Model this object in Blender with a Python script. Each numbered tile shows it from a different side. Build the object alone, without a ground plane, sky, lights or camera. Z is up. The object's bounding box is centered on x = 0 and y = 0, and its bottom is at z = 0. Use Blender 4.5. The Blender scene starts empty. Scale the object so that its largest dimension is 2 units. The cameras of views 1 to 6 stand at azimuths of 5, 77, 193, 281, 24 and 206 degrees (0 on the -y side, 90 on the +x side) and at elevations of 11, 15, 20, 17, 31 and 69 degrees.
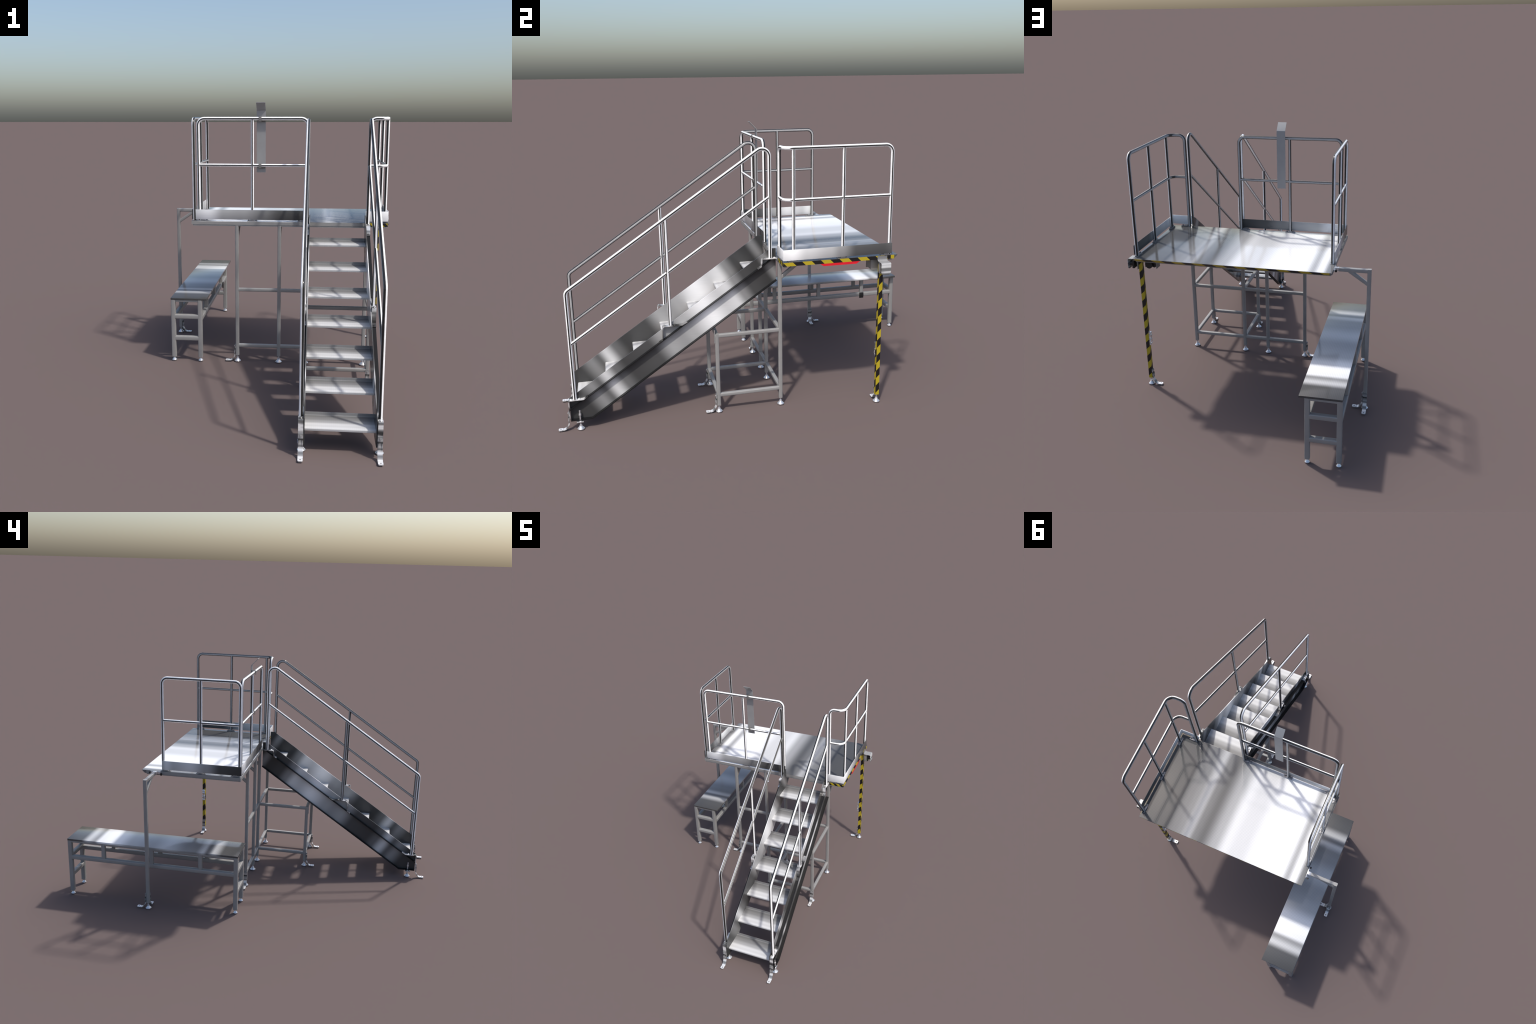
import bpy, bmesh, math
from mathutils import Vector, Matrix

# ------------------------------------------------------------------ node helpers
class NT:
    def __init__(self, name):
        self.mat = bpy.data.materials.new(name)
        self.mat.use_nodes = True
        self.t = self.mat.node_tree
        self.b = self.t.nodes["Principled BSDF"]

    def new(self, kind, **props):
        n = self.t.nodes.new(kind)
        for k, v in props.items():
            setattr(n, k, v)
        return n

    def link(self, a, b):
        self.t.links.new(a, b)

    def put(self, sock, v):
        if hasattr(v, "is_output"):
            self.link(v, sock)
        else:
            sock.default_value = v

    def math(self, op, a, b=0.0, c=0.0):
        n = self.new("ShaderNodeMath", operation=op)
        for i, v in enumerate((a, b, c)):
            self.put(n.inputs[i], v)
        return n.outputs[0]

    def obj(self):
        return self.new("ShaderNodeTexCoord").outputs["Object"]

    def dot(self, vec, axis):
        n = self.new("ShaderNodeVectorMath", operation="DOT_PRODUCT")
        self.put(n.inputs[0], vec)
        n.inputs[1].default_value = axis
        return n.outputs["Value"]

    def ramp(self, fac, stops, interp="EASE"):
        n = self.new("ShaderNodeValToRGB")
        cr = n.color_ramp
        cr.interpolation = interp
        while len(cr.elements) < len(stops):
            cr.elements.new(0.5)
        for e, (p, c) in zip(cr.elements, stops):
            e.position = p
            e.color = (c, c, c, 1) if isinstance(c, (int, float)) else (*c, 1)
        self.link(fac, n.inputs["Fac"])
        return n.outputs["Color"]

    def noise(self, vec, scale, detail=3, rough=0.5):
        n = self.new("ShaderNodeTexNoise")
        self.link(vec, n.inputs["Vector"])
        n.inputs["Scale"].default_value = scale
        n.inputs["Detail"].default_value = detail
        n.inputs["Roughness"].default_value = rough
        return n.outputs["Fac"]

    def mapping(self, vec, scale=(1, 1, 1), rot=(0, 0, 0)):
        n = self.new("ShaderNodeMapping")
        self.link(vec, n.inputs["Vector"])
        n.inputs["Scale"].default_value = scale
        n.inputs["Rotation"].default_value = rot
        return n.outputs["Vector"]

    def mul(self, a, b):
        n = self.new("ShaderNodeMix", data_type="RGBA", blend_type="MULTIPLY")
        n.inputs[0].default_value = 1.0
        self.put(n.inputs[6], a)
        self.put(n.inputs[7], b)
        return n.outputs[2]

    def bump(self, h, strength, dist):
        n = self.new("ShaderNodeBump")
        n.inputs["Strength"].default_value = strength
        n.inputs["Distance"].default_value = dist
        self.link(h, n.inputs["Height"])
        self.link(n.outputs[0], self.b.inputs["Normal"])

    def base(self, c, metal, rough):
        self.put(self.b.inputs["Base Color"], (*c, 1) if isinstance(c, tuple) else c)
        self.b.inputs["Metallic"].default_value = metal
        self.put(self.b.inputs["Roughness"], rough)


def polished(name, c, rough, metal=1.0):
    m = NT(name)
    n = m.noise(m.obj(), 60, 2)
    r = m.math("MULTIPLY_ADD", n, 0.06, rough - 0.03)
    m.base(c, metal, r)
    return m.mat


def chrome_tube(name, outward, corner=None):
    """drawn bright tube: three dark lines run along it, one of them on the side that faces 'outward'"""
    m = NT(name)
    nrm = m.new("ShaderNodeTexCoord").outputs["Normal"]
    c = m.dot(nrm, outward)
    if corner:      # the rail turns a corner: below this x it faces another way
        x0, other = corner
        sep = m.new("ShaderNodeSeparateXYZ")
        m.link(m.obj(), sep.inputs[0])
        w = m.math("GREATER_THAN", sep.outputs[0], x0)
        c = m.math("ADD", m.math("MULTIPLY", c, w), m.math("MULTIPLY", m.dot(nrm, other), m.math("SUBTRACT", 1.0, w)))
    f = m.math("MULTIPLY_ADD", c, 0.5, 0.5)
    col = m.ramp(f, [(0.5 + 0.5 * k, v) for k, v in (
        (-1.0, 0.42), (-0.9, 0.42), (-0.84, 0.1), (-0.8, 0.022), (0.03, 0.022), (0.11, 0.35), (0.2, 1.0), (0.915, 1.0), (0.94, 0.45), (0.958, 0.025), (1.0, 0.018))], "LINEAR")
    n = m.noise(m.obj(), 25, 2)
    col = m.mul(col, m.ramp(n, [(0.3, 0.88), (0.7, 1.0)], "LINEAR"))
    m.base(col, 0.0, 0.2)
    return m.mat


def matte_metal(name, c, metal, rough):
    """grained, bead-blasted tube steel"""
    m = NT(name)
    co = m.obj()
    n = m.noise(co, 14, 4, 0.6)
    col = m.ramp(n, [(0.3, tuple(x * 0.93 for x in c)), (0.7, tuple(x * 1.05 for x in c))], "LINEAR")
    m.base(col, metal, rough)
    m.bump(m.noise(co, 900, 2), 0.05, 0.0004)
    return m.mat


def banded(name, axis, lo, hi, stops, rough, tint=(1, 1, 1), dots=0.0, streak=(30, 30, 600), metal=None, spec=0.3):
    """brushed sheet: metal reflections baked into the base colour as bands along one axis, fine grain, optional anti-slip dots"""
    metal = SHEET_METAL if metal is None else metal
    m = NT(name)
    co = m.obj()
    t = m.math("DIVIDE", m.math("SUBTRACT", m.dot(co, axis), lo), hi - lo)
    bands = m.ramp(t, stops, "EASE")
    grain = m.noise(m.mapping(co, streak), 1.0, 3, 0.6)
    g = m.ramp(grain, [(0.25, 0.93), (0.75, 1.0)], "LINEAR")
    col = m.mul(m.mul(bands, g), (*tint, 1))
    if dots:
        k = 2 * math.pi / 0.0108
        sep = m.new("ShaderNodeSeparateXYZ")
        m.link(m.mapping(co, (k, k, k), (0, 0, math.radians(45))), sep.inputs[0])
        s = m.math("MULTIPLY", m.math("SINE", sep.outputs[0]), m.math("SINE", sep.outputs[1]))
        d = m.ramp(m.math("MULTIPLY_ADD", s, 0.5, 0.5), [(0.25, 1.0 - 0.13 * dots), (0.75, 1.0)], "LINEAR")
        col = m.mul(col, d)
        m.bump(s, 0.05 * dots, 0.0005)
    m.base(col, metal, rough)
    m.b.inputs["Specular IOR Level"].default_value = spec
    return m.mat


def hazard(name, axis, period, start):
    """diagonal yellow and black warning tape; yellow for the first half of each period"""
    m = NT(name)
    t = m.math("FRACT", m.math("DIVIDE", m.math("SUBTRACT", m.dot(m.obj(), axis), start), period))
    first = m.math("LESS_THAN", t, 0.5)
    col = m.ramp(first, [(0.0, (0.007, 0.006, 0.006)), (1.0, (0.45, 0.345, 0.015))], "CONSTANT")
    m.t.nodes[-1].color_ramp.elements[1].position = 0.5 if m.t.nodes[-1].type == "VALTORGB" else 0
    m.base(col, 0.0, 0.45)
    return m.mat


def plain(name, c, rough, metal=0.0):
    m = NT(name)
    n = m.noise(m.obj(), 40, 3)
    col = m.ramp(n, [(0.3, tuple(x * 0.92 for x in c)), (0.7, c)], "LINEAR")
    m.base(col, metal, rough)
    return m.mat


# ------------------------------------------------------------------ mesh helpers
def finish(bm, name, mats, angle=35, parent=None, smooth=True):
    bmesh.ops.remove_doubles(bm, verts=bm.verts, dist=1e-6)
    bmesh.ops.recalc_face_normals(bm, faces=bm.faces)
    me = bpy.data.meshes.new(name)
    bm.to_mesh(me)
    bm.free()
    for mt in (mats if isinstance(mats, (list, tuple)) else [mats]):
        me.materials.append(mt)
    if smooth:
        me.shade_smooth()
        me.set_sharp_from_angle(angle=math.radians(angle))
    return place(me, name, parent)


def place(me, name, parent=None, loc=(0, 0, 0), rot=(0, 0, 0)):
    ob = bpy.data.objects.new(name, me)
    bpy.context.scene.collection.objects.link(ob)
    ob.location = loc
    ob.rotation_euler = rot
    if parent:
        ob.parent = parent
    return ob


def fillet(pts, radii, seg=8):
    pts = [Vector(p) for p in pts]
    out = [pts[0]]
    for i in range(1, len(pts) - 1):
        r = radii if isinstance(radii, (int, float)) else radii[i - 1]
        p, a, b = pts[i], (pts[i - 1] - pts[i]).normalized(), (pts[i + 1] - pts[i]).normalized()
        ang = a.angle(b)
        if r <= 0 or ang > math.pi - 1e-3:
            out.append(p)
            continue
        d = r / math.tan(ang / 2)
        c = p + (a + b).normalized() * (r / math.sin(ang / 2))
        s, e = p + a * d - c, p + b * d - c
        tot = s.angle(e)
        for k in range(seg + 1):
            f = k / seg
            out.append(c + (s * math.sin((1 - f) * tot) + e * math.sin(f * tot)) / math.sin(tot))
    out.append(pts[-1])
    return out


def sweep(bm, pts, sec, up=(0, 0, 1), mat=0, caps=True):
    """carry a closed 2D section (side, up) along a polyline with mitred joints"""
    pts = [Vector(p) for p in pts]
    n = len(pts)
    tang = []
    for i in range(n):
        a = (pts[i] - pts[i - 1]).normalized() if i else None
        b = (pts[i + 1] - pts[i]).normalized() if i < n - 1 else None
        tang.append(((a or b) + (b or a)).normalized())
    up = Vector(up)
    t0 = tang[0]
    side = t0.cross(up)
    if side.length < 1e-4:
        side = t0.cross(Vector((0, 1, 0)))
    side.normalize()
    rings = []
    for i in range(n):
        if i:
            side = (tang[i - 1].rotation_difference(tang[i]) @ side).normalized()
        u = side.cross(tang[i]).normalized()
        k = 1.0
        stretch = None
        if 0 < i < n - 1:
            a, b = (pts[i] - pts[i - 1]).normalized(), (pts[i + 1] - pts[i]).normalized()
            bis = b - a
            c = math.cos(a.angle(b) / 2) if bis.length > 1e-6 else 1
            if bis.length > 1e-6 and c > 0.3:
                stretch = (bis.normalized(), 1 / c)
        ring = []
        for x, y in sec:
            v = side * x + u * y
            if stretch:
                v = v + stretch[0] * (v.dot(stretch[0]) * (stretch[1] - 1))
            ring.append(bm.verts.new(pts[i] + v))
        rings.append(ring)
    m = len(sec)
    for i in range(n - 1):
        for j in range(m):
            f = bm.faces.new((rings[i][j], rings[i][(j + 1) % m], rings[i + 1][(j + 1) % m], rings[i + 1][j]))
            f.material_index = mat
    if caps:
        bm.faces.new(rings[0][::-1]).material_index = mat
        bm.faces.new(rings[-1]).material_index = mat


def circle(r, n=14):
    return [(r * math.cos(2 * math.pi * i / n), r * math.sin(2 * math.pi * i / n)) for i in range(n)]


def rsquare(w, h, r, seg=3):
    out = []
    for cx, cy, a0 in ((w / 2 - r, h / 2 - r, 0), (-w / 2 + r, h / 2 - r, 90), (-w / 2 + r, -h / 2 + r, 180), (w / 2 - r, -h / 2 + r, 270)):
        for k in range(seg + 1):
            a = math.radians(a0 + 90 * k / seg)
            out.append((cx + r * math.cos(a), cy + r * math.sin(a)))
    return out


def tube(bm, pts, r, n=14, mat=0):
    sweep(bm, pts, circle(r, n), mat=mat)


def beam(bm, a, b, w=0.018, h=None, r=0.0035, up=(0, 0, 1), mat=0):
    sweep(bm, [a, b], rsquare(w, h or w, r), up=up, mat=mat)


def box(bm, lo, hi, mat=0, bevel=0.0):
    vs = [bm.verts.new((x, y, z)) for x in (lo[0], hi[0]) for y in (lo[1], hi[1]) for z in (lo[2], hi[2])]
    fs = [bm.faces.new([vs[i] for i in q]) for q in ((0, 1, 3, 2), (4, 6, 7, 5), (0, 4, 5, 1), (2, 3, 7, 6), (0, 2, 6, 4), (1, 5, 7, 3))]
    for f in fs:
        f.material_index = mat
    if bevel:
        es = list({e for f in fs for e in f.edges})
        res = bmesh.ops.bevel(bm, geom=es, offset=bevel, segments=2, profile=0.5, affect="EDGES")
        for f in res["faces"]:
            f.material_index = mat


def prism(bm, poly, axis, lo, hi, mat=0):
    """extrude a closed 2D outline along x ('x': poly is (y,z)) or y ('y': poly is (x,z)) or z"""
    def P(p, d):
        return {"x": (d, p[0], p[1]), "y": (p[0], d, p[1]), "z": (p[0], p[1], d)}[axis]
    a = [bm.verts.new(P(p, lo)) for p in poly]
    b = [bm.verts.new(P(p, hi)) for p in poly]
    n = len(poly)
    for f in [bm.faces.new(a[::-1]), bm.faces.new(b)] + [bm.faces.new((a[i], a[(i + 1) % n], b[(i + 1) % n], b[i])) for i in range(n)]:
        f.material_index = mat


def strap(bm, path, width, thick, across, mat=0):
    """flat bar bent along a path; 'across' is the direction of its width"""
    path = [Vector(p) for p in path]
    a = Vector(across).normalized()
    t0 = (path[1] - path[0]).normalized()
    up = a.cross(t0)
    # section: side = t x up ; choose up normal to both
    sweep(bm, path, [(-width / 2, -thick / 2), (width / 2, -thick / 2), (width / 2, thick / 2), (-width / 2, thick / 2)], up=up, mat=mat)


def lathe(bm, prof, seg=24, mat=0, at=(0, 0, 0)):
    rings = []
    for r, z in prof:
        rings.append([bm.verts.new((at[0] + r * math.cos(2 * math.pi * i / seg), at[1] + r * math.sin(2 * math.pi * i / seg), at[2] + z)) for i in range(seg)] if r > 1e-7
                     else [bm.verts.new((at[0], at[1], at[2] + z))])
    for a, b in zip(rings, rings[1:]):
        for i in range(seg):
            j = (i + 1) % seg
            q = [a[i % len(a)], a[j % len(a)], b[j % len(b)], b[i % len(b)]]
            q = list(dict.fromkeys(q))
            if len(q) > 2:
                bm.faces.new(q).material_index = mat


def cyl(bm, c, axis, r, h, seg=16, mat=0):
    c, ax = Vector(c), Vector(axis).normalized()
    sweep(bm, [c, c + ax * h], circle(r, seg), up=(1, 0, 0) if abs(ax.x) < 0.9 else (0, 1, 0), mat=mat)


def holed_tab(bm, cx, cy, z0, z1, half_u, half_v, hole, mat=0):
    """small square plate with a round bolt hole"""
    n = 16
    def outer(i):
        a = 2 * math.pi * (i + 0.5) / n
        c, s = math.cos(a), math.sin(a)
        k = 1 / max(abs(c), abs(s))
        return cx + c * k * half_u, cy + s * k * half_v
    def inner(i):
        a = 2 * math.pi * (i + 0.5) / n
        return cx + hole * math.cos(a), cy + hole * math.sin(a)
    L = {}
    for key, fn in (("o", outer), ("i", inner)):
        for z, lv in ((z0, 0), (z1, 1)):
            L[key, lv] = [bm.verts.new((*fn(i), z)) for i in range(n)]
    for i in range(n):
        j = (i + 1) % n
        for a, b in (((("o", 1)), ("i", 1)), (("i", 0), ("o", 0)), (("o", 0), ("o", 1)), (("i", 1), ("i", 0))):
            bm.faces.new((L[a][i], L[a][j], L[b][j], L[b][i])).material_index = mat


# ------------------------------------------------------------------ materials
SHEET_METAL = 0.02
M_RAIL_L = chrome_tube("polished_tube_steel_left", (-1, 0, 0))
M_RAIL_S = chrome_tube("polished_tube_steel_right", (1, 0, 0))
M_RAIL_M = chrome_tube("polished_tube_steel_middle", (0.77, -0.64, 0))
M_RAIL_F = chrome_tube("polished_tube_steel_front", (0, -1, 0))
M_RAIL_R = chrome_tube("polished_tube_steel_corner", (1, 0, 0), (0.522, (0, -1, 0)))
M_CLAMP = polished("dull_clamp_steel", (0.30, 0.30, 0.31), 0.3, 0.6)
M_BRIGHT = polished("bright_fitting_steel", (0.76, 0.76, 0.77), 0.2, 0.7)
M_FRAME = matte_metal("satin_frame_steel", (0.295, 0.29, 0.283), 0.1, 0.42)
M_STRIP = matte_metal("satin_sheet_steel", (0.34, 0.34, 0.34), 0.15, 0.42)
M_CLIP = matte_metal("dull_clip_steel", (0.17, 0.165, 0.158), 0.2, 0.4)
M_BLACK = plain("black_plastic", (0.012, 0.012, 0.013), 0.4)
M_RED = plain("red_label_plastic", (0.72, 0.012, 0.025), 0.4)
M_GREEN = plain("green_indicator", (0.15, 0.55, 0.03), 0.4)
M_FLANGE = plain("dark_flange_face", (0.012, 0.012, 0.013), 0.3)
M_FLANGE.node_tree.nodes["Principled BSDF"].inputs["Specular IOR Level"].default_value = 0.2
M_YELLOW = plain("yellow_tape", (0.45, 0.345, 0.015), 0.45)

DX0, DX1, DY0, DY1, DZ = -0.424, 0.555, 0.033, 0.583, 0.742

def tpos(vals, lo, hi):
    return [((v - lo) / (hi - lo), c) for v, c in vals]

M_DECK = banded("textured_deck_plate", (1, 0, 0), DX0, DX1, tpos([  # white and grey bands across x
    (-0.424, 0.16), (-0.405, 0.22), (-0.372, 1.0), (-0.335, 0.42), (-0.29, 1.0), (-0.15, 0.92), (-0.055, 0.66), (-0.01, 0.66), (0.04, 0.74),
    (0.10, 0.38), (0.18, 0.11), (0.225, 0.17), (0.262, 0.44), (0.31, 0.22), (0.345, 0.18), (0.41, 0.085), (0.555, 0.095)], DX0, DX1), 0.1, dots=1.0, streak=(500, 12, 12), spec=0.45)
M_TREAD = banded("textured_tread_plate", (0, 1, 0), -0.061, 0.061, [(0.0, 0.5), (0.08, 0.66), (0.2, 0.58), (0.33, 0.62), (0.5, 0.36), (0.72, 0.22), (0.92, 0.16), (1, 0.24)], 0.25, dots=0.25, streak=(12, 500, 12))  # paler at the nosing, darker towards the back
M_BENCH = banded("textured_bench_plate", (0, 1, 0), 0.0, 1.0, [  # pale and dark bands along y, whitest near y 0.75
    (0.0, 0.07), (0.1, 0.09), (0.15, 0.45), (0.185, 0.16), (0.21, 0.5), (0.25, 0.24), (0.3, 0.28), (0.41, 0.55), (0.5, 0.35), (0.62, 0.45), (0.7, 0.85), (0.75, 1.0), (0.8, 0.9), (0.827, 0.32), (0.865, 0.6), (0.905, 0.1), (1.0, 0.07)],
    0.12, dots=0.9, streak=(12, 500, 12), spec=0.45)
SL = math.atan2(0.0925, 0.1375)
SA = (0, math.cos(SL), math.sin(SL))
M_STRINGER = banded("brushed_stringer_plate", SA, -0.76, 0.44, tpos([  # reflection streaks drawn across the slope in the plate colour
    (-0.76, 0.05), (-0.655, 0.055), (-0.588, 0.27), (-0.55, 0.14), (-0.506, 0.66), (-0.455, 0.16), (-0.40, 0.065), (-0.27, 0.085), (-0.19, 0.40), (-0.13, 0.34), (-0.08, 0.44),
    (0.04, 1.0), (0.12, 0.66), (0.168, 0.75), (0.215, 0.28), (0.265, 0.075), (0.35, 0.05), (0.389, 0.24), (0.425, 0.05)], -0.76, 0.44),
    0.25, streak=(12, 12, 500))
M_TOE_R = banded("brushed_toe_board_side", (0, 1, 0), 0.03, 0.56, [(0.0, 0.9), (0.08, 1.0), (0.22, 0.66), (0.42, 0.48), (0.52, 0.3), (0.66, 0.1), (0.9, 0.09), (1.0, 0.13)], 0.25, streak=(12, 12, 400))  # toe boards run from bright to dark along their length
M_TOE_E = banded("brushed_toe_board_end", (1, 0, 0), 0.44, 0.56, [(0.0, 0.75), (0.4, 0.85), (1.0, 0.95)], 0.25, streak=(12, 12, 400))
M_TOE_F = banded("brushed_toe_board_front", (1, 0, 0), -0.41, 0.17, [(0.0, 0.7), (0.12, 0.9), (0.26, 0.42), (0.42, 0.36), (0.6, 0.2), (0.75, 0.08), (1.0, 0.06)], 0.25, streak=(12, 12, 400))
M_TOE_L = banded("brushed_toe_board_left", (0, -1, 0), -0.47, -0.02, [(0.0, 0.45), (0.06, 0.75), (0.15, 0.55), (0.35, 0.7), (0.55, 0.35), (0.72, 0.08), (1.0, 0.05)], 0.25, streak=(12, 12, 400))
M_COVER = banded("polished_cover_steel", (0, 0, 1), 0.66, 0.742, [(0.0, 0.05), (0.1, 0.14), (0.2, 0.42), (0.28, 0.12), (0.4, 0.12), (0.5, 0.42), (0.6, 0.45), (0.66, 0.55), (0.72, 0.3), (0.8, 0.22), (1.0, 0.18)], 0.25, streak=(12, 400, 12))  # pale and dark bands by height


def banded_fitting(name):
    """bent bright straps: light and dark reflections coloured in by noise, mostly down their height"""
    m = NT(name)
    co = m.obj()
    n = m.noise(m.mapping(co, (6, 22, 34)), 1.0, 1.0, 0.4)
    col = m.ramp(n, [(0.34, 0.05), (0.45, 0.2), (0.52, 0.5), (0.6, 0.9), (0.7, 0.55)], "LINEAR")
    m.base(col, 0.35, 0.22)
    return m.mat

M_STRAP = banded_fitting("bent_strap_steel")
M_ANCHOR = banded("bent_anchor_steel", (0, 0, 1), 0.0, 0.092, [(0.0, 0.25), (0.045, 0.5), (0.075, 0.85), (0.12, 0.3), (0.2, 0.2), (0.3, 0.75), (0.38, 0.8), (0.46, 0.2), (0.56, 0.45), (0.66, 0.3), (0.74, 0.06), (0.82, 0.5), (1.0, 0.25)],  # highlights and dark reflections of the bends tinted in by z
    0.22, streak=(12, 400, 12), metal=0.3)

Q = 0.088
M_HZ_R = hazard("warning_tape_side", (0, 1, 1), Q, 0.209 + 0.741)
M_HZ_F = hazard("warning_tape_front", (1, 0, 1), 0.0395, 0.466 + 0.74)
M_HZ_B = hazard("warning_tape_rear", (-1, 0, 1), 0.1035, -0.144 + 0.738)
LEGX, LEGY = 0.549, 0.5015
M_HZ_LEG = [hazard("warning_tape_leg", a, 0.0787, s) for a, s in (
    ((0, -1, 1), -0.248), ((-1, 0, 1), -0.275), ((1, 0, 1), 0.248 + LEGX + 0.009), ((0, 1, 1), 0.285 + LEGY - 0.009))]

# ------------------------------------------------------------------ the platform
def thing(name, label, category, loc):
    e = bpy.data.objects.new(name, None)
    bpy.context.scene.collection.objects.link(e)
    e.location = loc
    e["label"] = label
    e["category"] = category
    return e

root = thing("work_platform", "stainless steel work platform with stairs, guardrails and warning tape", "work platform", (0, 0, 0))

# deck plate: folded sheet, the rear lip slopes back under to the frame
bm = bmesh.new()
prof = fillet([(0, DY0, 0.7245), (0, DY0, DZ), (0, DY1, DZ), (0, 0.5645, 0.7245), (0, DY0, 0.7245)], [0.0015, 0.001, 0.006], 3)
prism(bm, [(p.y, p.z) for p in prof[:-1]], "x", DX0, DX1)
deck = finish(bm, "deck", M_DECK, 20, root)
# matt frame tubes under the sheet edges
bm = bmesh.new()
for y in (0.042, 0.30, 0.548):
    beam(bm, (DX0 + 0.006, y, 0.7155), (DX1 - 0.006, y, 0.7155), 0.017, 0.017)
for x in (-0.412, -0.195, 0.021, 0.157, 0.455):
    beam(bm, (x, 0.052, 0.7152), (x, 0.539, 0.7152), 0.016, 0.0164)
bmesh.ops.translate(bm, verts=bm.verts, vec=(0, 0, 0.0008))
for v in bm.verts:      # the tubes are hidden in the folded edge: keep them just below the sheet
    v.co.z = min(v.co.z, 0.7242) if v.co.z > 0.716 else 0.7185 + (v.co.z - 0.716) * 0.2
finish(bm, "deck_frame", M_FRAME, 40, deck)
# edge facing on front and left in frame steel
bm = bmesh.new()
box(bm, (DX0 - 0.0012, DY0 - 0.0012, 0.7240), (0.4635, DY0 - 0.0001, 0.7405))
box(bm, (DX0 - 0.0012, DY0 - 0.0001, 0.7240), (DX0 - 0.0001, 0.556, 0.7405))
finish(bm, "deck_edge_strip", M_FRAME, 30, deck, False)
# warning tape
bm = bmesh.new()
box(bm, (DX1 + 0.0001, DY0 - 0.0006, 0.7240), (DX1 + 0.0008, 0.5645, 0.7408))
finish(bm, "warning_tape", M_HZ_R, 30, deck, False)
bm = bmesh.new()
box(bm, (DX1 + 0.0002, 0.5478, 0.7238), (DX1 + 0.0012, 0.5648, 0.7409))
finish(bm, "warning_tape", M_YELLOW, 30, deck, False)
bm = bmesh.new()
box(bm, (0.464, DY0 - 0.0007, 0.7240), (DX1 + 0.0001, DY0 - 0.0001, 0.7408))
finish(bm, "warning_tape", M_HZ_F, 30, deck, False)
bm = bmesh.new()
dn = Vector((0, 0.0175, -0.0185)).normalized() * 0.001
a, b = Vector((0, 0.5812, 0.7405)), Vector((0, 0.5645, 0.7248))
prism(bm, [(a.y, a.z), (a.y + 0.0009, a.z - 0.0009), (b.y + 0.0009, b.z - 0.0009), (b.y, b.z)], "x", -0.414, 0.545)
finish(bm, "warning_tape", M_HZ_B, 30, deck, False)

# ---- guardrails
RT, RP, RM = 0.0085, 0.0078, 0.0072
ZT, ZM = 1.2483, 1.0218

def guardrail(M_RAIL, top, mids, posts):
    bm = bmesh.new()
    tube(bm, top, RT)
    g = finish(bm, "guardrail", M_RAIL, 60, root)
    for p in mids:
        bm = bmesh.new()
        tube(bm, p, RM)
        finish(bm, "mid_rail", M_RAIL, 60, g)
    for x, y in posts:
        bm = bmesh.new()
        tube(bm, [(x, y, DZ + 0.004), (x, y, ZT)], RP)
        finish(bm, "guardrail_post", M_RAIL, 60, g)
    return g

def clamp_mesh():
    bm = bmesh.new()
    box(bm, (-0.026, -0.0085, 0), (0.026, 0.0085, 0.0035), bevel=0.0006)
    box(bm, (-0.0115, -0.010, 0.0035), (0.0115, 0.010, 0.008), bevel=0.0008)
    for s in (-1, 1):
        cyl(bm, (s * 0.0185, 0, 0.0035), (0, 0, 1), 0.0048, 0.0028, 12)
        cyl(bm, (s * 0.0185, 0, 0.006), (0, 0, 1), 0.0034, 0.0032, 6)
    me = finish(bm, "post_clamp", M_CLAMP, 40)
    data = me.data
    bpy.data.objects.remove(me)
    return data
CLAMP = clamp_mesh()

def clamps(g, spots):
    for x, y, turned in spots:
        place(CLAMP, "post_clamp", g, (x, y, DZ), (0, 0, math.pi / 2 if turned else 0))

z0 = DZ + 0.003
LX, FY, RX = -0.4105, 0.0415, 0.5455
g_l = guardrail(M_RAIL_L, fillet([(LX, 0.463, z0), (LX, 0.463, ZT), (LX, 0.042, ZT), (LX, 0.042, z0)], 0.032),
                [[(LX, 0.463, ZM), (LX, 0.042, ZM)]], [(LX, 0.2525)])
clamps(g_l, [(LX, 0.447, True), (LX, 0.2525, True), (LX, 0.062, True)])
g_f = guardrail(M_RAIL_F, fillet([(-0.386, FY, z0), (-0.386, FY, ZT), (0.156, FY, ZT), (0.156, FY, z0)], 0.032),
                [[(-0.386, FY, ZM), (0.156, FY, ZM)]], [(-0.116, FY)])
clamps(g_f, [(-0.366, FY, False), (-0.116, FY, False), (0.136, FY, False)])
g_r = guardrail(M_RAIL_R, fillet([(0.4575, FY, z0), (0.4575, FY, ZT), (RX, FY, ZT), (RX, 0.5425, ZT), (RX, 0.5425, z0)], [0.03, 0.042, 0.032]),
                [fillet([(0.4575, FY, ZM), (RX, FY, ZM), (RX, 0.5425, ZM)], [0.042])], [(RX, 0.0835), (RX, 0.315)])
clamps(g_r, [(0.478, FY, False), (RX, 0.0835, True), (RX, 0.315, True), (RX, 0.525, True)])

# ---- toe boards (thin sheet standing off outside the posts)
def toe(name_mat, lo, hi):
    bm = bmesh.new()
    box(bm, lo, hi, bevel=0.0004)
    finish(bm, "toe_board", name_mat, 30, root)
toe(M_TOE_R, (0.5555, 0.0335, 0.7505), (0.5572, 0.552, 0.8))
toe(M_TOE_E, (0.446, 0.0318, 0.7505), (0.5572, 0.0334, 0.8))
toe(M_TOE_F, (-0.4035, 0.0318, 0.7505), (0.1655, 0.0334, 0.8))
toe(M_TOE_L, (-0.4215, 0.030, 0.7505), (-0.4199, 0.468, 0.8))

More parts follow.
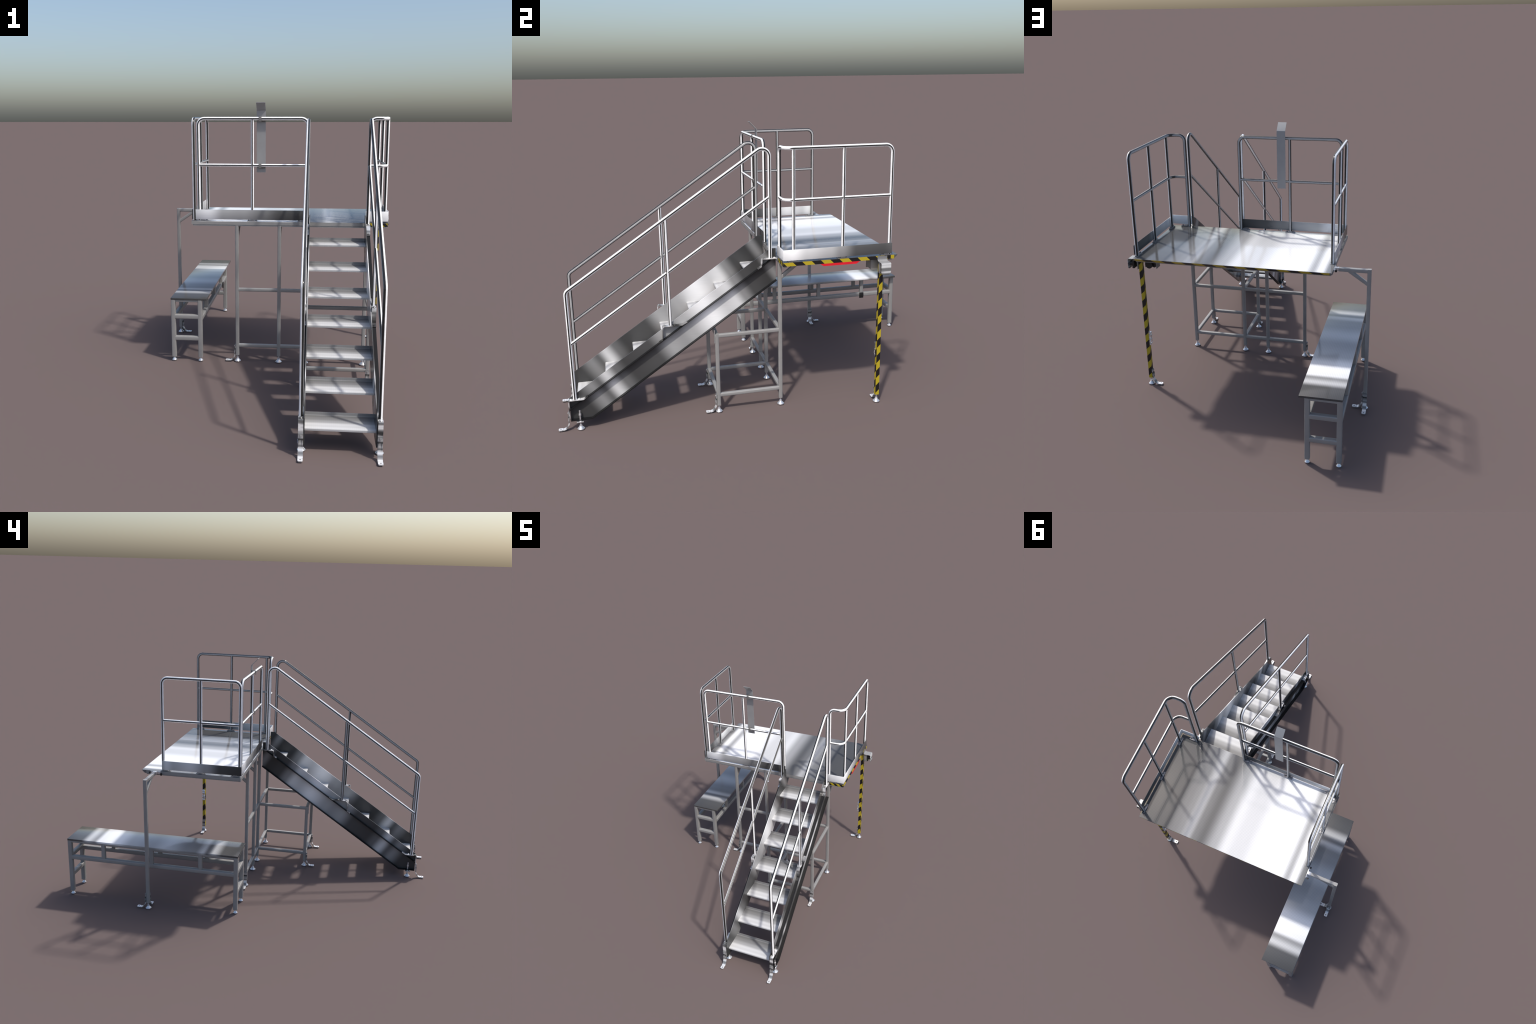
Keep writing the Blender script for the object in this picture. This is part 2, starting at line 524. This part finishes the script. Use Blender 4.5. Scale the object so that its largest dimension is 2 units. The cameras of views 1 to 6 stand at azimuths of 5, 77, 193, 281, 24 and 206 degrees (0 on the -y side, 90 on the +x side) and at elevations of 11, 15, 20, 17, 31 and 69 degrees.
# ---- bent sheet plate clipped to the front rail
bm = bmesh.new()
path = fillet([(-0.0735, 0.0555, 0.9865), (-0.0735, 0.0555, 1.287), (-0.0735, 0.018, 1.3255)], 0.003, 3)
strap(bm, path, 0.0445, 0.0018, (1, 0, 0))
sheet = finish(bm, "hanging_plate", M_STRIP, 30, root)
bm = bmesh.new()
for z in (ZT, ZM):
    r = (RT if z == ZT else RM) + 0.0014
    hook = fillet([(-0.077, 0.0545, z + r), (-0.077, FY - r, z + r), (-0.077, FY - r, z - r - 0.004)], r * 0.7, 5)
    strap(bm, hook, 0.013, 0.0018, (1, 0, 0))
    box(bm, (-0.083, FY + r, z - r - 0.006), (-0.052, 0.0545, z - r - 0.001))
finish(bm, "plate_clip", M_CLIP, 40, sheet)

# ---- stairs
T = math.tan(SL)
PL = [(-0.944, 0.0435), (-0.944, 0.149), (0.0, 0.7835), (0.0255, 0.7835), (0.0255, 0.632), (-0.8475, 0.0435)]
XS = {"right": (0.4405, 0.4438, 1), "left": (0.1735, 0.1702, -1)}
def fin_line(y):
    return 0.0995 + T * (y + 0.944)

def stringer(xin, xout, s):
    bm = bmesh.new()
    lo, hi = min(xin, xout), max(xin, xout)
    prism(bm, PL, "x", lo, hi)
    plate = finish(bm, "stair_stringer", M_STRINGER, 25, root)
    bm = bmesh.new()
    w = 0.0196
    f0, f1 = (xout, xout + s * w) if s > 0 else (xout + s * w, xout)
    th = 0.003
    ye = 0.0005
    prism(bm, [(-0.9435, fin_line(-0.9435)), (ye, fin_line(ye)), (ye, fin_line(ye) - th), (-0.9435, fin_line(-0.9435) - th)], "x", f0, f1)
    # bottom flange follows the lower edge
    low = [(-0.9435, 0.0438), (-0.8475, 0.0438), (0.025, 0.6323)]
    top = [(0.025, 0.6323 + th * 1.2), (-0.8488, 0.0438 + th), (-0.9435, 0.0438 + th)]
    prism(bm, low + top, "x", f0, f1)
    finish(bm, "stringer_flange", M_FLANGE, 25, plate)
    return plate

ST = {k: stringer(*v) for k, v in XS.items()}

# treads: flat plate, rounded nosing, upturned back lip
def tread_mesh():
    bm = bmesh.new()
    path = fillet([(0, -0.0575, -0.0105), (0, -0.0590, 0.0), (0, 0.0585, 0.0), (0, 0.0595, 0.0125)], [0.004, 0.003], 6)
    t = 0.0022
    pts = [(p.y, p.z) for p in path]
    inner = []
    for i, p in enumerate(pts):
        a = Vector(pts[max(i - 1, 0)]); b = Vector(pts[min(i + 1, len(pts) - 1)])
        d = (b - a).normalized()
        nrm = Vector((d.y, -d.x))
        inner.append((p[0] + nrm.x * t, p[1] + nrm.y * t))
    W = (0.4405 - 0.1735) / 2 - 0.0002
    n = len(pts)
    # strip-wise shell so that no face is a concave n-gon
    grid = {}
    for si, x in ((0, -W), (1, W)):
        for li, line in ((0, pts), (1, inner)):
            for i, p in enumerate(line):
                grid[si, li, i] = bm.verts.new((x, p[0], p[1]))
    for i in range(n - 1):
        bm.faces.new((grid[0, 0, i], grid[1, 0, i], grid[1, 0, i + 1], grid[0, 0, i + 1]))
        bm.faces.new((grid[0, 1, i], grid[0, 1, i + 1], grid[1, 1, i + 1], grid[1, 1, i]))
        for si in (0, 1):
            bm.faces.new((grid[si, 0, i], grid[si, 0, i + 1], grid[si, 1, i + 1], grid[si, 1, i]))
    for i in (0, n - 1):
        bm.faces.new((grid[0, 0, i], grid[1, 0, i], grid[1, 1, i], grid[0, 1, i]))
    ob = finish(bm, "stair_tread", M_TREAD, 30)
    me = ob.data
    bpy.data.objects.remove(ob)
    return me
TREAD = tread_mesh()
for k in range(7):
    place(TREAD, "stair_tread", root, ((0.4405 + 0.1735) / 2, -0.919 + 0.1375 * k + 0.059, 0.0925 * (k + 1) + 0.0065))

# handrails
for x in (0.4549, 0.1592):
    M_RAIL = M_RAIL_S if x > 0.3 else M_RAIL_L
    bm = bmesh.new()
    zl = 0.9535 + T * (-0.917 + 0.474)
    zh = 0.9535 + T * (-0.003 + 0.474)
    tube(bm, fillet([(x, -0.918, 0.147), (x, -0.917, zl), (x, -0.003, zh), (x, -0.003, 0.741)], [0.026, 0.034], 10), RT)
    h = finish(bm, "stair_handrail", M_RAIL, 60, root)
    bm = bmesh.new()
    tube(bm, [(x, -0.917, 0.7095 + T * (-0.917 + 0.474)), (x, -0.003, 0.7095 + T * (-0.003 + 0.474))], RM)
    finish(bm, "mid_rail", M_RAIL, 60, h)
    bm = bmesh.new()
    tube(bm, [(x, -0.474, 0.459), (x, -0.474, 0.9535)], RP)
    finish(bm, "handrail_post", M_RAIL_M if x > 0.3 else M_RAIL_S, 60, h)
    # bent brackets that carry the posts on the stringer flange
    wv = 0.0192
    def fl(y, up=0.002):
        return fin_line(y) + up
    for path, bolts in (
        ([(-0.9462, 0.052), (-0.9462, 0.1455), (-0.882, 0.1455), (-0.860, fl(-0.860))], [(-0.937, 0.147), (-0.899, 0.147)]),
        ([(-0.528, fl(-0.528)), (-0.5105, fl(-0.5105)), (-0.5085, 0.458), (-0.419, 0.458), (-0.396, fl(-0.396))], [(-0.502, 0.4595), (-0.452, 0.4595)]),
        ([(-0.063, fl(-0.063)), (-0.0465, fl(-0.0465)), (-0.0425, 0.7395), (0.0265, 0.7395)], [(-0.030, 0.741), (0.016, 0.741)])):
        bm = bmesh.new()
        strap(bm, fillet([(x, y, z) for y, z in path], 0.004, 3), wv, 0.003, (1, 0, 0))
        for y, z in bolts:
            lathe(bm, [(0, 0), (0.0065, 0), (0.0065, 0.002), (0.0045, 0.0045), (0.002, 0.0055), (0, 0.0055)], 12, 0, (x, y, z - 0.0005))
        lathe(bm, [(0, 0), (0.0095, 0), (0.0095, 0.003), (0, 0.003)], 16, 0, (x, path[1 if len(path) == 4 and path[0][1] < 0.1 else 2][0] * 0 + {0.052: -0.918}.get(path[0][1], -0.474 if path[0][0] < -0.3 else -0.003), path[1][1] * 0 + {True: 0.146, False: 0.4585 if path[0][0] < -0.3 else 0.740}[path[0][1] == 0.052]))
        for (y, z), q in ((path[0], 0), (path[-1], 1)):
            if abs(z - fl(y)) < 1e-6:
                cyl(bm, (x, y + (0.006 if q == 0 else -0.006) * 1, fl(y + (0.006 if q == 0 else -0.006)) + 0.001), (0, -math.sin(SL), math.cos(SL)), 0.0042, 0.0035, 6)
        finish(bm, "rail_bracket", M_STRAP, 35, h)

# ---- levelling feet and floor anchors (shared meshes)
def shared(build, name, mat, angle=35):
    bm = bmesh.new()
    build(bm)
    ob = finish(bm, name, mat, angle)
    me = ob.data
    bpy.data.objects.remove(ob)
    return me

def foot(r, top):
    def f(bm):
        lathe(bm, [(0, 0), (r * 0.96, 0), (r, 0.0015), (r, 0.0035), (r * 0.86, 0.0062), (r * 0.5, 0.0125), (r * 0.40, 0.0155), (r * 0.40, 0.0175), (r * 0.22, 0.0185), (r * 0.22, top)], 28)
        lathe(bm, [(0, 0.0178), (r * 0.36, 0.0178), (r * 0.36, 0.0215), (0, 0.0215)], 6)
    return f
FOOT = shared(foot(0.0163, 0.037), "levelling_foot", M_BRIGHT, 25)
FOOT_TALL = shared(foot(0.0163, 0.092), "levelling_foot", M_BRIGHT, 25)
FOOT_SMALL = shared(foot(0.0122, 0.024), "levelling_foot", M_BRIGHT, 25)

def anchor(bm):
    # local: wall at x=0, foot runs to +x
    w = 0.0195
    path = fillet([(0.0022, 0, 0.091), (0.0022, 0, 0.066), (0.0052, 0, 0.048), (0.0040, 0, 0.031), (0.0175, 0, 0.0095), (0.0285, 0, 0.0042), (0.034, 0, 0.0042)], [0.02, 0.02, 0.014, 0.012, 0.006], 5)
    strap(bm, path, w, 0.003, (0, 1, 0))
    holed_tab(bm, 0.0435, 0, 0.0022, 0.0068, 0.0098, w / 2, 0.0036)
    # raised ribs of the slotted web and the fixing bolt
    for s in (-1, 1):
        box(bm, (0.0036, s * 0.0068 - 0.0012, 0.040), (0.0076, s * 0.0068 + 0.0012, 0.068), bevel=0.0004)
    cyl(bm, (0.003, 0, 0.083), (1, 0, 0), 0.0055, 0.002, 14)
    cyl(bm, (0.005, 0, 0.083), (1, 0, 0), 0.0038, 0.0035, 6)
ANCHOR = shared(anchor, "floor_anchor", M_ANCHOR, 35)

HALF = 0.0092
NEG_Y, POS_X, NEG_X, POS_Y = -math.pi / 2, 0.0, math.pi, math.pi / 2
for k, x in (("right", 0.458), ("left", 0.1615)):
    place(FOOT_TALL, "levelling_foot", ST[k], (x, -0.9025, 0))
    place(ANCHOR, "floor_anchor", ST[k], (0.4546 if k == "right" else 0.1594, -0.9477, 0), (0, 0, NEG_Y))
    bm = bmesh.new()
    s = XS[k][2]
    xo = XS[k][1]
    box(bm, (min(xo, xo + s * 0.023), -0.919, 0.0345), (max(xo, xo + s * 0.023), -0.888, 0.0385), bevel=0.0006)
    cyl(bm, (x, -0.9025, 0.0385), (0, 0, 1), 0.0065, 0.005, 6)
    cyl(bm, (x, -0.9025, 0.066), (0, 0, 1), 0.0062, 0.009, 6)
    finish(bm, "foot_bracket", M_BRIGHT, 35, ST[k])

# ---- support frame
XA, XC, X3, X4, YR, YF = 0.455, 0.158, 0.0205, -0.195, 0.041, -0.263
bm = bmesh.new()
ZB = 0.034
for x in (XA, XC, X3, X4):
    beam(bm, (x, YR, ZB), (x, YR, 0.722), up=(0, 1, 0))
    # knee brace to the deck
    beam(bm, (x, YR + 0.004, 0.645), (x, YR + 0.103, 0.7225), 0.0165)
for x in (XA, XC):
    beam(bm, (x, YF, ZB), (x, YF, 0.3955), up=(0, 1, 0))
    for z in (0.3865, 0.0865):
        beam(bm, (x, YF - (0.0092 if z > 0.2 else -0.006), z), (x, YR - 0.006, z), 0.0172)
    strap(bm, [(x, YF - 0.0108, 0.352), (x, YF - 0.0108, 0.416)], 0.016, 0.003, (1, 0, 0))
for z in (0.387, 0.087):
    for a, b in ((X4, X3), (X3, XC), (XC, XA)):
        beam(bm, (a + 0.006, YR, z), (b - 0.006, YR, z), 0.0170)
    beam(bm, (XC + 0.006, YF, z), (XA - 0.006, YF, z), 0.0170)
frame = finish(bm, "support_frame", M_FRAME, 50, root)
for x, y in ((XA, YR), (XC, YR), (X3, YR), (X4, YR), (XA, YF), (XC, YF)):
    place(FOOT, "levelling_foot", frame, (x, y, 0))
place(ANCHOR, "floor_anchor", frame, (XA, YF - HALF, 0), (0, 0, NEG_Y))
place(ANCHOR, "floor_anchor", frame, (XC, YF - HALF, 0), (0, 0, NEG_Y))
place(ANCHOR, "floor_anchor", frame, (X4 - HALF, YR, 0), (0, 0, NEG_X))

# ---- left outrigger post
PX, PY = -0.589, 0.503
bm = bmesh.new()
beam(bm, (PX, PY, ZB), (PX, PY, 0.7435), 0.0185, up=(0, 1, 0))
beam(bm, (PX + 0.006, PY, 0.734), (-0.446, PY, 0.734), 0.0185)
beam(bm, (PX + 0.004, PY, 0.668), (-0.496, PY, 0.729), 0.0165)
post = finish(bm, "outrigger_post", M_FRAME, 50, root)
place(FOOT, "levelling_foot", post, (PX, PY, 0))
place(ANCHOR, "floor_anchor", post, (PX + HALF, PY, 0), (0, 0, POS_X))
place(ANCHOR, "floor_anchor", post, (PX, PY + HALF, 0), (0, 0, POS_Y))
bm = bmesh.new()
box(bm, (-0.4285, 0.474, 0.7265), (-0.4255, 0.532, 0.742), bevel=0.0006)
box(bm, (-0.446, 0.494, 0.7255), (-0.4285, 0.512, 0.7425), bevel=0.001)
for y in (0.482, 0.524):
    cyl(bm, (-0.4285, y, 0.734), (-1, 0, 0), 0.0055, 0.004, 12)
finish(bm, "post_coupling", M_BRIGHT, 35, post)
bm = bmesh.new()
cyl(bm, (-0.437, 0.529, 0.735), (0, 1, 0), 0.006, 0.006, 12)
cyl(bm, (-0.432, 0.470, 0.7325), (0, 0, -1), 0.005, 0.012, 10)
finish(bm, "coupling_knob", M_BLACK, 35, post)

# ---- striped leg with its latch
bm = bmesh.new()
hw = 0.0092
sec = [(hw, -hw), (hw, hw), (-hw, hw), (-hw, -hw)]
for i, m in ((0, 0), (1, 2), (2, 3), (3, 1)):
    (xa, ya), (xb, yb) = sec[i], sec[(i + 1) % 4]
    vs = [bm.verts.new((LEGX + x, LEGY + y, z)) for x, y, z in ((xa, ya, 0.0385), (xb, yb, 0.0385), (xb, yb, 0.7238), (xa, ya, 0.7238))]
    bm.faces.new(vs).material_index = m
for z, fl_ in ((0.0385, 1), (0.7238, 0)):
    vs = [bm.verts.new((LEGX + x, LEGY + y, z)) for x, y in sec]
    bm.faces.new(vs[::-1] if fl_ else vs).material_index = 0
leg = finish(bm, "warning_leg", M_HZ_LEG, 30, root, False)
place(FOOT, "levelling_foot", leg, (LEGX, LEGY, 0))
place(ANCHOR, "floor_anchor", leg, (LEGX - hw, LEGY, 0), (0, 0, NEG_X))
bm = bmesh.new()
lx = LEGX - hw
box(bm, (lx - 0.0025, LEGY - 0.0075, 0.232), (lx, LEGY + 0.0075, 0.312), bevel=0.0006)
cyl(bm, (lx - 0.007, LEGY - 0.0085, 0.303), (0, 1, 0), 0.005, 0.017, 12)
strap(bm, fillet([(lx - 0.004, LEGY, 0.303), (lx - 0.0125, LEGY, 0.290), (lx - 0.0085, LEGY, 0.27)], 0.008, 4), 0.013, 0.0022, (0, 1, 0))
cyl(bm, (lx - 0.007, LEGY - 0.0095, 0.268), (0, 1, 0), 0.0048, 0.019, 12)
ring = [(lx - 0.009, LEGY + 0.010 * math.cos(a), 0.252 + 0.012 * math.sin(a)) for a in [2 * math.pi * i / 18 for i in range(19)]]
tube(bm, ring, 0.0021, 8)
cyl(bm, (lx - 0.0055, LEGY - 0.0085, 0.238), (0, 1, 0), 0.004, 0.017, 12)
finish(bm, "latch", M_BRIGHT, 40, leg)

# ---- control unit at the rear right corner
cy0, cy1 = 0.4815, 0.5285
bm = bmesh.new()
pr = fillet([(0.5585, 0, 0.7405), (0.5585, 0, 0.7245), (0.5665, 0, 0.7185), (0.6065, 0, 0.7185), (0.6065, 0, 0.690)], [0.005, 0.004, 0.0065], 5)
strap(bm, [(p.x, (cy0 + cy1) / 2, p.z) for p in pr], cy1 - cy0, 0.002, (0, 1, 0))
# front apron with rounded lower corners
n = 10
ap = [(cy0, 0.690)]
for cx, a0 in ((cy0 + 0.013, 180), (cy1 - 0.013, 270)):
    ap += [(cx + 0.013 * math.cos(math.radians(a0 + 90 * k / n)), 0.676 + 0.013 * math.sin(math.radians(a0 + 90 * k / n))) for k in range(n + 1)]
ap += [(cy1, 0.690)]
prism(bm, ap, "x", 0.6055, 0.6075)
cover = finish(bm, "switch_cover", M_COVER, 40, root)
bm = bmesh.new()
box(bm, (0.5585, 0.4865, 0.662), (0.5795, 0.4895, 0.7215), bevel=0.001)
box(bm, (0.5585, 0.4895, 0.662), (0.5615, 0.5225, 0.7215), bevel=0.001)
for z in (0.708, 0.674):
    cyl(bm, (0.5795, 0.488, z), (1, 0, 0), 0.002, 0.003, 8)
finish(bm, "switch_bracket", M_FRAME, 40, cover)
bm = bmesh.new()
box(bm, (0.577, 0.4885, 0.666), (0.589, 0.5215, 0.716), bevel=0.002)
cyl(bm, (0.586, 0.505, 0.690), (1, 0, 0), 0.014, 0.014, 20)
finish(bm, "push_button", M_BLACK, 40, cover)
bm = bmesh.new()
box(bm, (0.589, 0.490, 0.6765), (0.5905, 0.494, 0.680))
finish(bm, "indicator", M_GREEN, 30, cover, False)
# second unit hanging under the deck
bm = bmesh.new()
box(bm, (0.4655, 0.462, 0.665), (0.4685, 0.505, 0.7245), bevel=0.001)
box(bm, (0.5265, 0.462, 0.668), (0.5295, 0.500, 0.7245), bevel=0.001)
box(bm, (0.4685, 0.462, 0.672), (0.5265, 0.465, 0.7245), bevel=0.001)
unit = finish(bm, "under_deck_bracket", M_FRAME, 40, root)
bm = bmesh.new()
cyl(bm, (0.5015, 0.465, 0.687), (0, 1, 0), 0.0185, 0.05, 24)
cyl(bm, (0.4815, 0.465, 0.681), (0, 1, 0), 0.0115, 0.034, 16)
box(bm, (0.470, 0.466, 0.690), (0.526, 0.500, 0.722), bevel=0.002)
finish(bm, "buzzer", M_BLACK, 40, unit)

# ---- red label bar under the right edge
bm = bmesh.new()
prism(bm, [(0.206, 0.7238), (0.396, 0.7238), (0.380, 0.7125), (0.222, 0.7125)], "x", 0.549, 0.5562)
finish(bm, "red_label_bar", M_RED, 30, root, False)

# ------------------------------------------------------------------ the bench
BX0, BX1, BY0, BY1, BZ = -0.5400, -0.3515, 0.014, 0.987, 0.3405
bench = thing("step_bench", "long low steel bench with textured top plate", "bench", ((BX0 + BX1) / 2, 0.5, 0))
bc = Vector(bench.location)
def to_bench(ob):
    ob.parent = bench
    ob.matrix_parent_inverse = Matrix.Translation(-bc)
    return ob
bm = bmesh.new()
box(bm, (BX0, BY0, BZ - 0.0105), (BX1, BY1, BZ), bevel=0.0012)
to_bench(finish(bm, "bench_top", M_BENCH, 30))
BL, BR, BF, BB, BW = -0.528, -0.388, 0.0262, 0.9760, 0.0232
bm = bmesh.new()
for x in (BL, BR):
    for y in (BF, BB):
        beam(bm, (x, y, 0.0215), (x, y, BZ - 0.0102), BW, up=(0, 1, 0), r=0.004)
    beam(bm, (x, BF + 0.008, 0.229), (x, BB - 0.008, 0.229), BW, r=0.004)
    for y in (0.2235, 0.5, 0.7785):
        beam(bm, (x, y, 0.2395), (x, y, BZ - 0.0102), 0.0215, up=(0, 1, 0), r=0.004)
    beam(bm, (x, BF + 0.008, 0.3245), (x, BB - 0.008, 0.3245), 0.018, 0.012, r=0.002)
for y in (BF, BB):
    for z in (0.240, 0.123):
        beam(bm, (BL + 0.008, y, z), (BR - 0.008, y, z), BW, r=0.004)
    beam(bm, (BL + 0.008, y, 0.3245), (BR - 0.008, y, 0.3245), 0.018, 0.012, r=0.002)
for y in (0.2235, 0.5, 0.7785):
    beam(bm, (BL + 0.008, y, 0.3235), (BR - 0.008, y, 0.3235), 0.018, 0.012, r=0.002)
bframe = to_bench(finish(bm, "bench_frame", M_FRAME, 50))
for x in (BL, BR):
    for y in (BF, BB):
        place(FOOT_SMALL, "levelling_foot", bframe, (x, y, 0))
bm = bmesh.new()
box(bm, (BR + 0.0118, 0.763, 0.209), (BR + 0.0175, 0.789, 0.243), bevel=0.001)
finish(bm, "rail_stop", M_BLACK, 30, bframe)
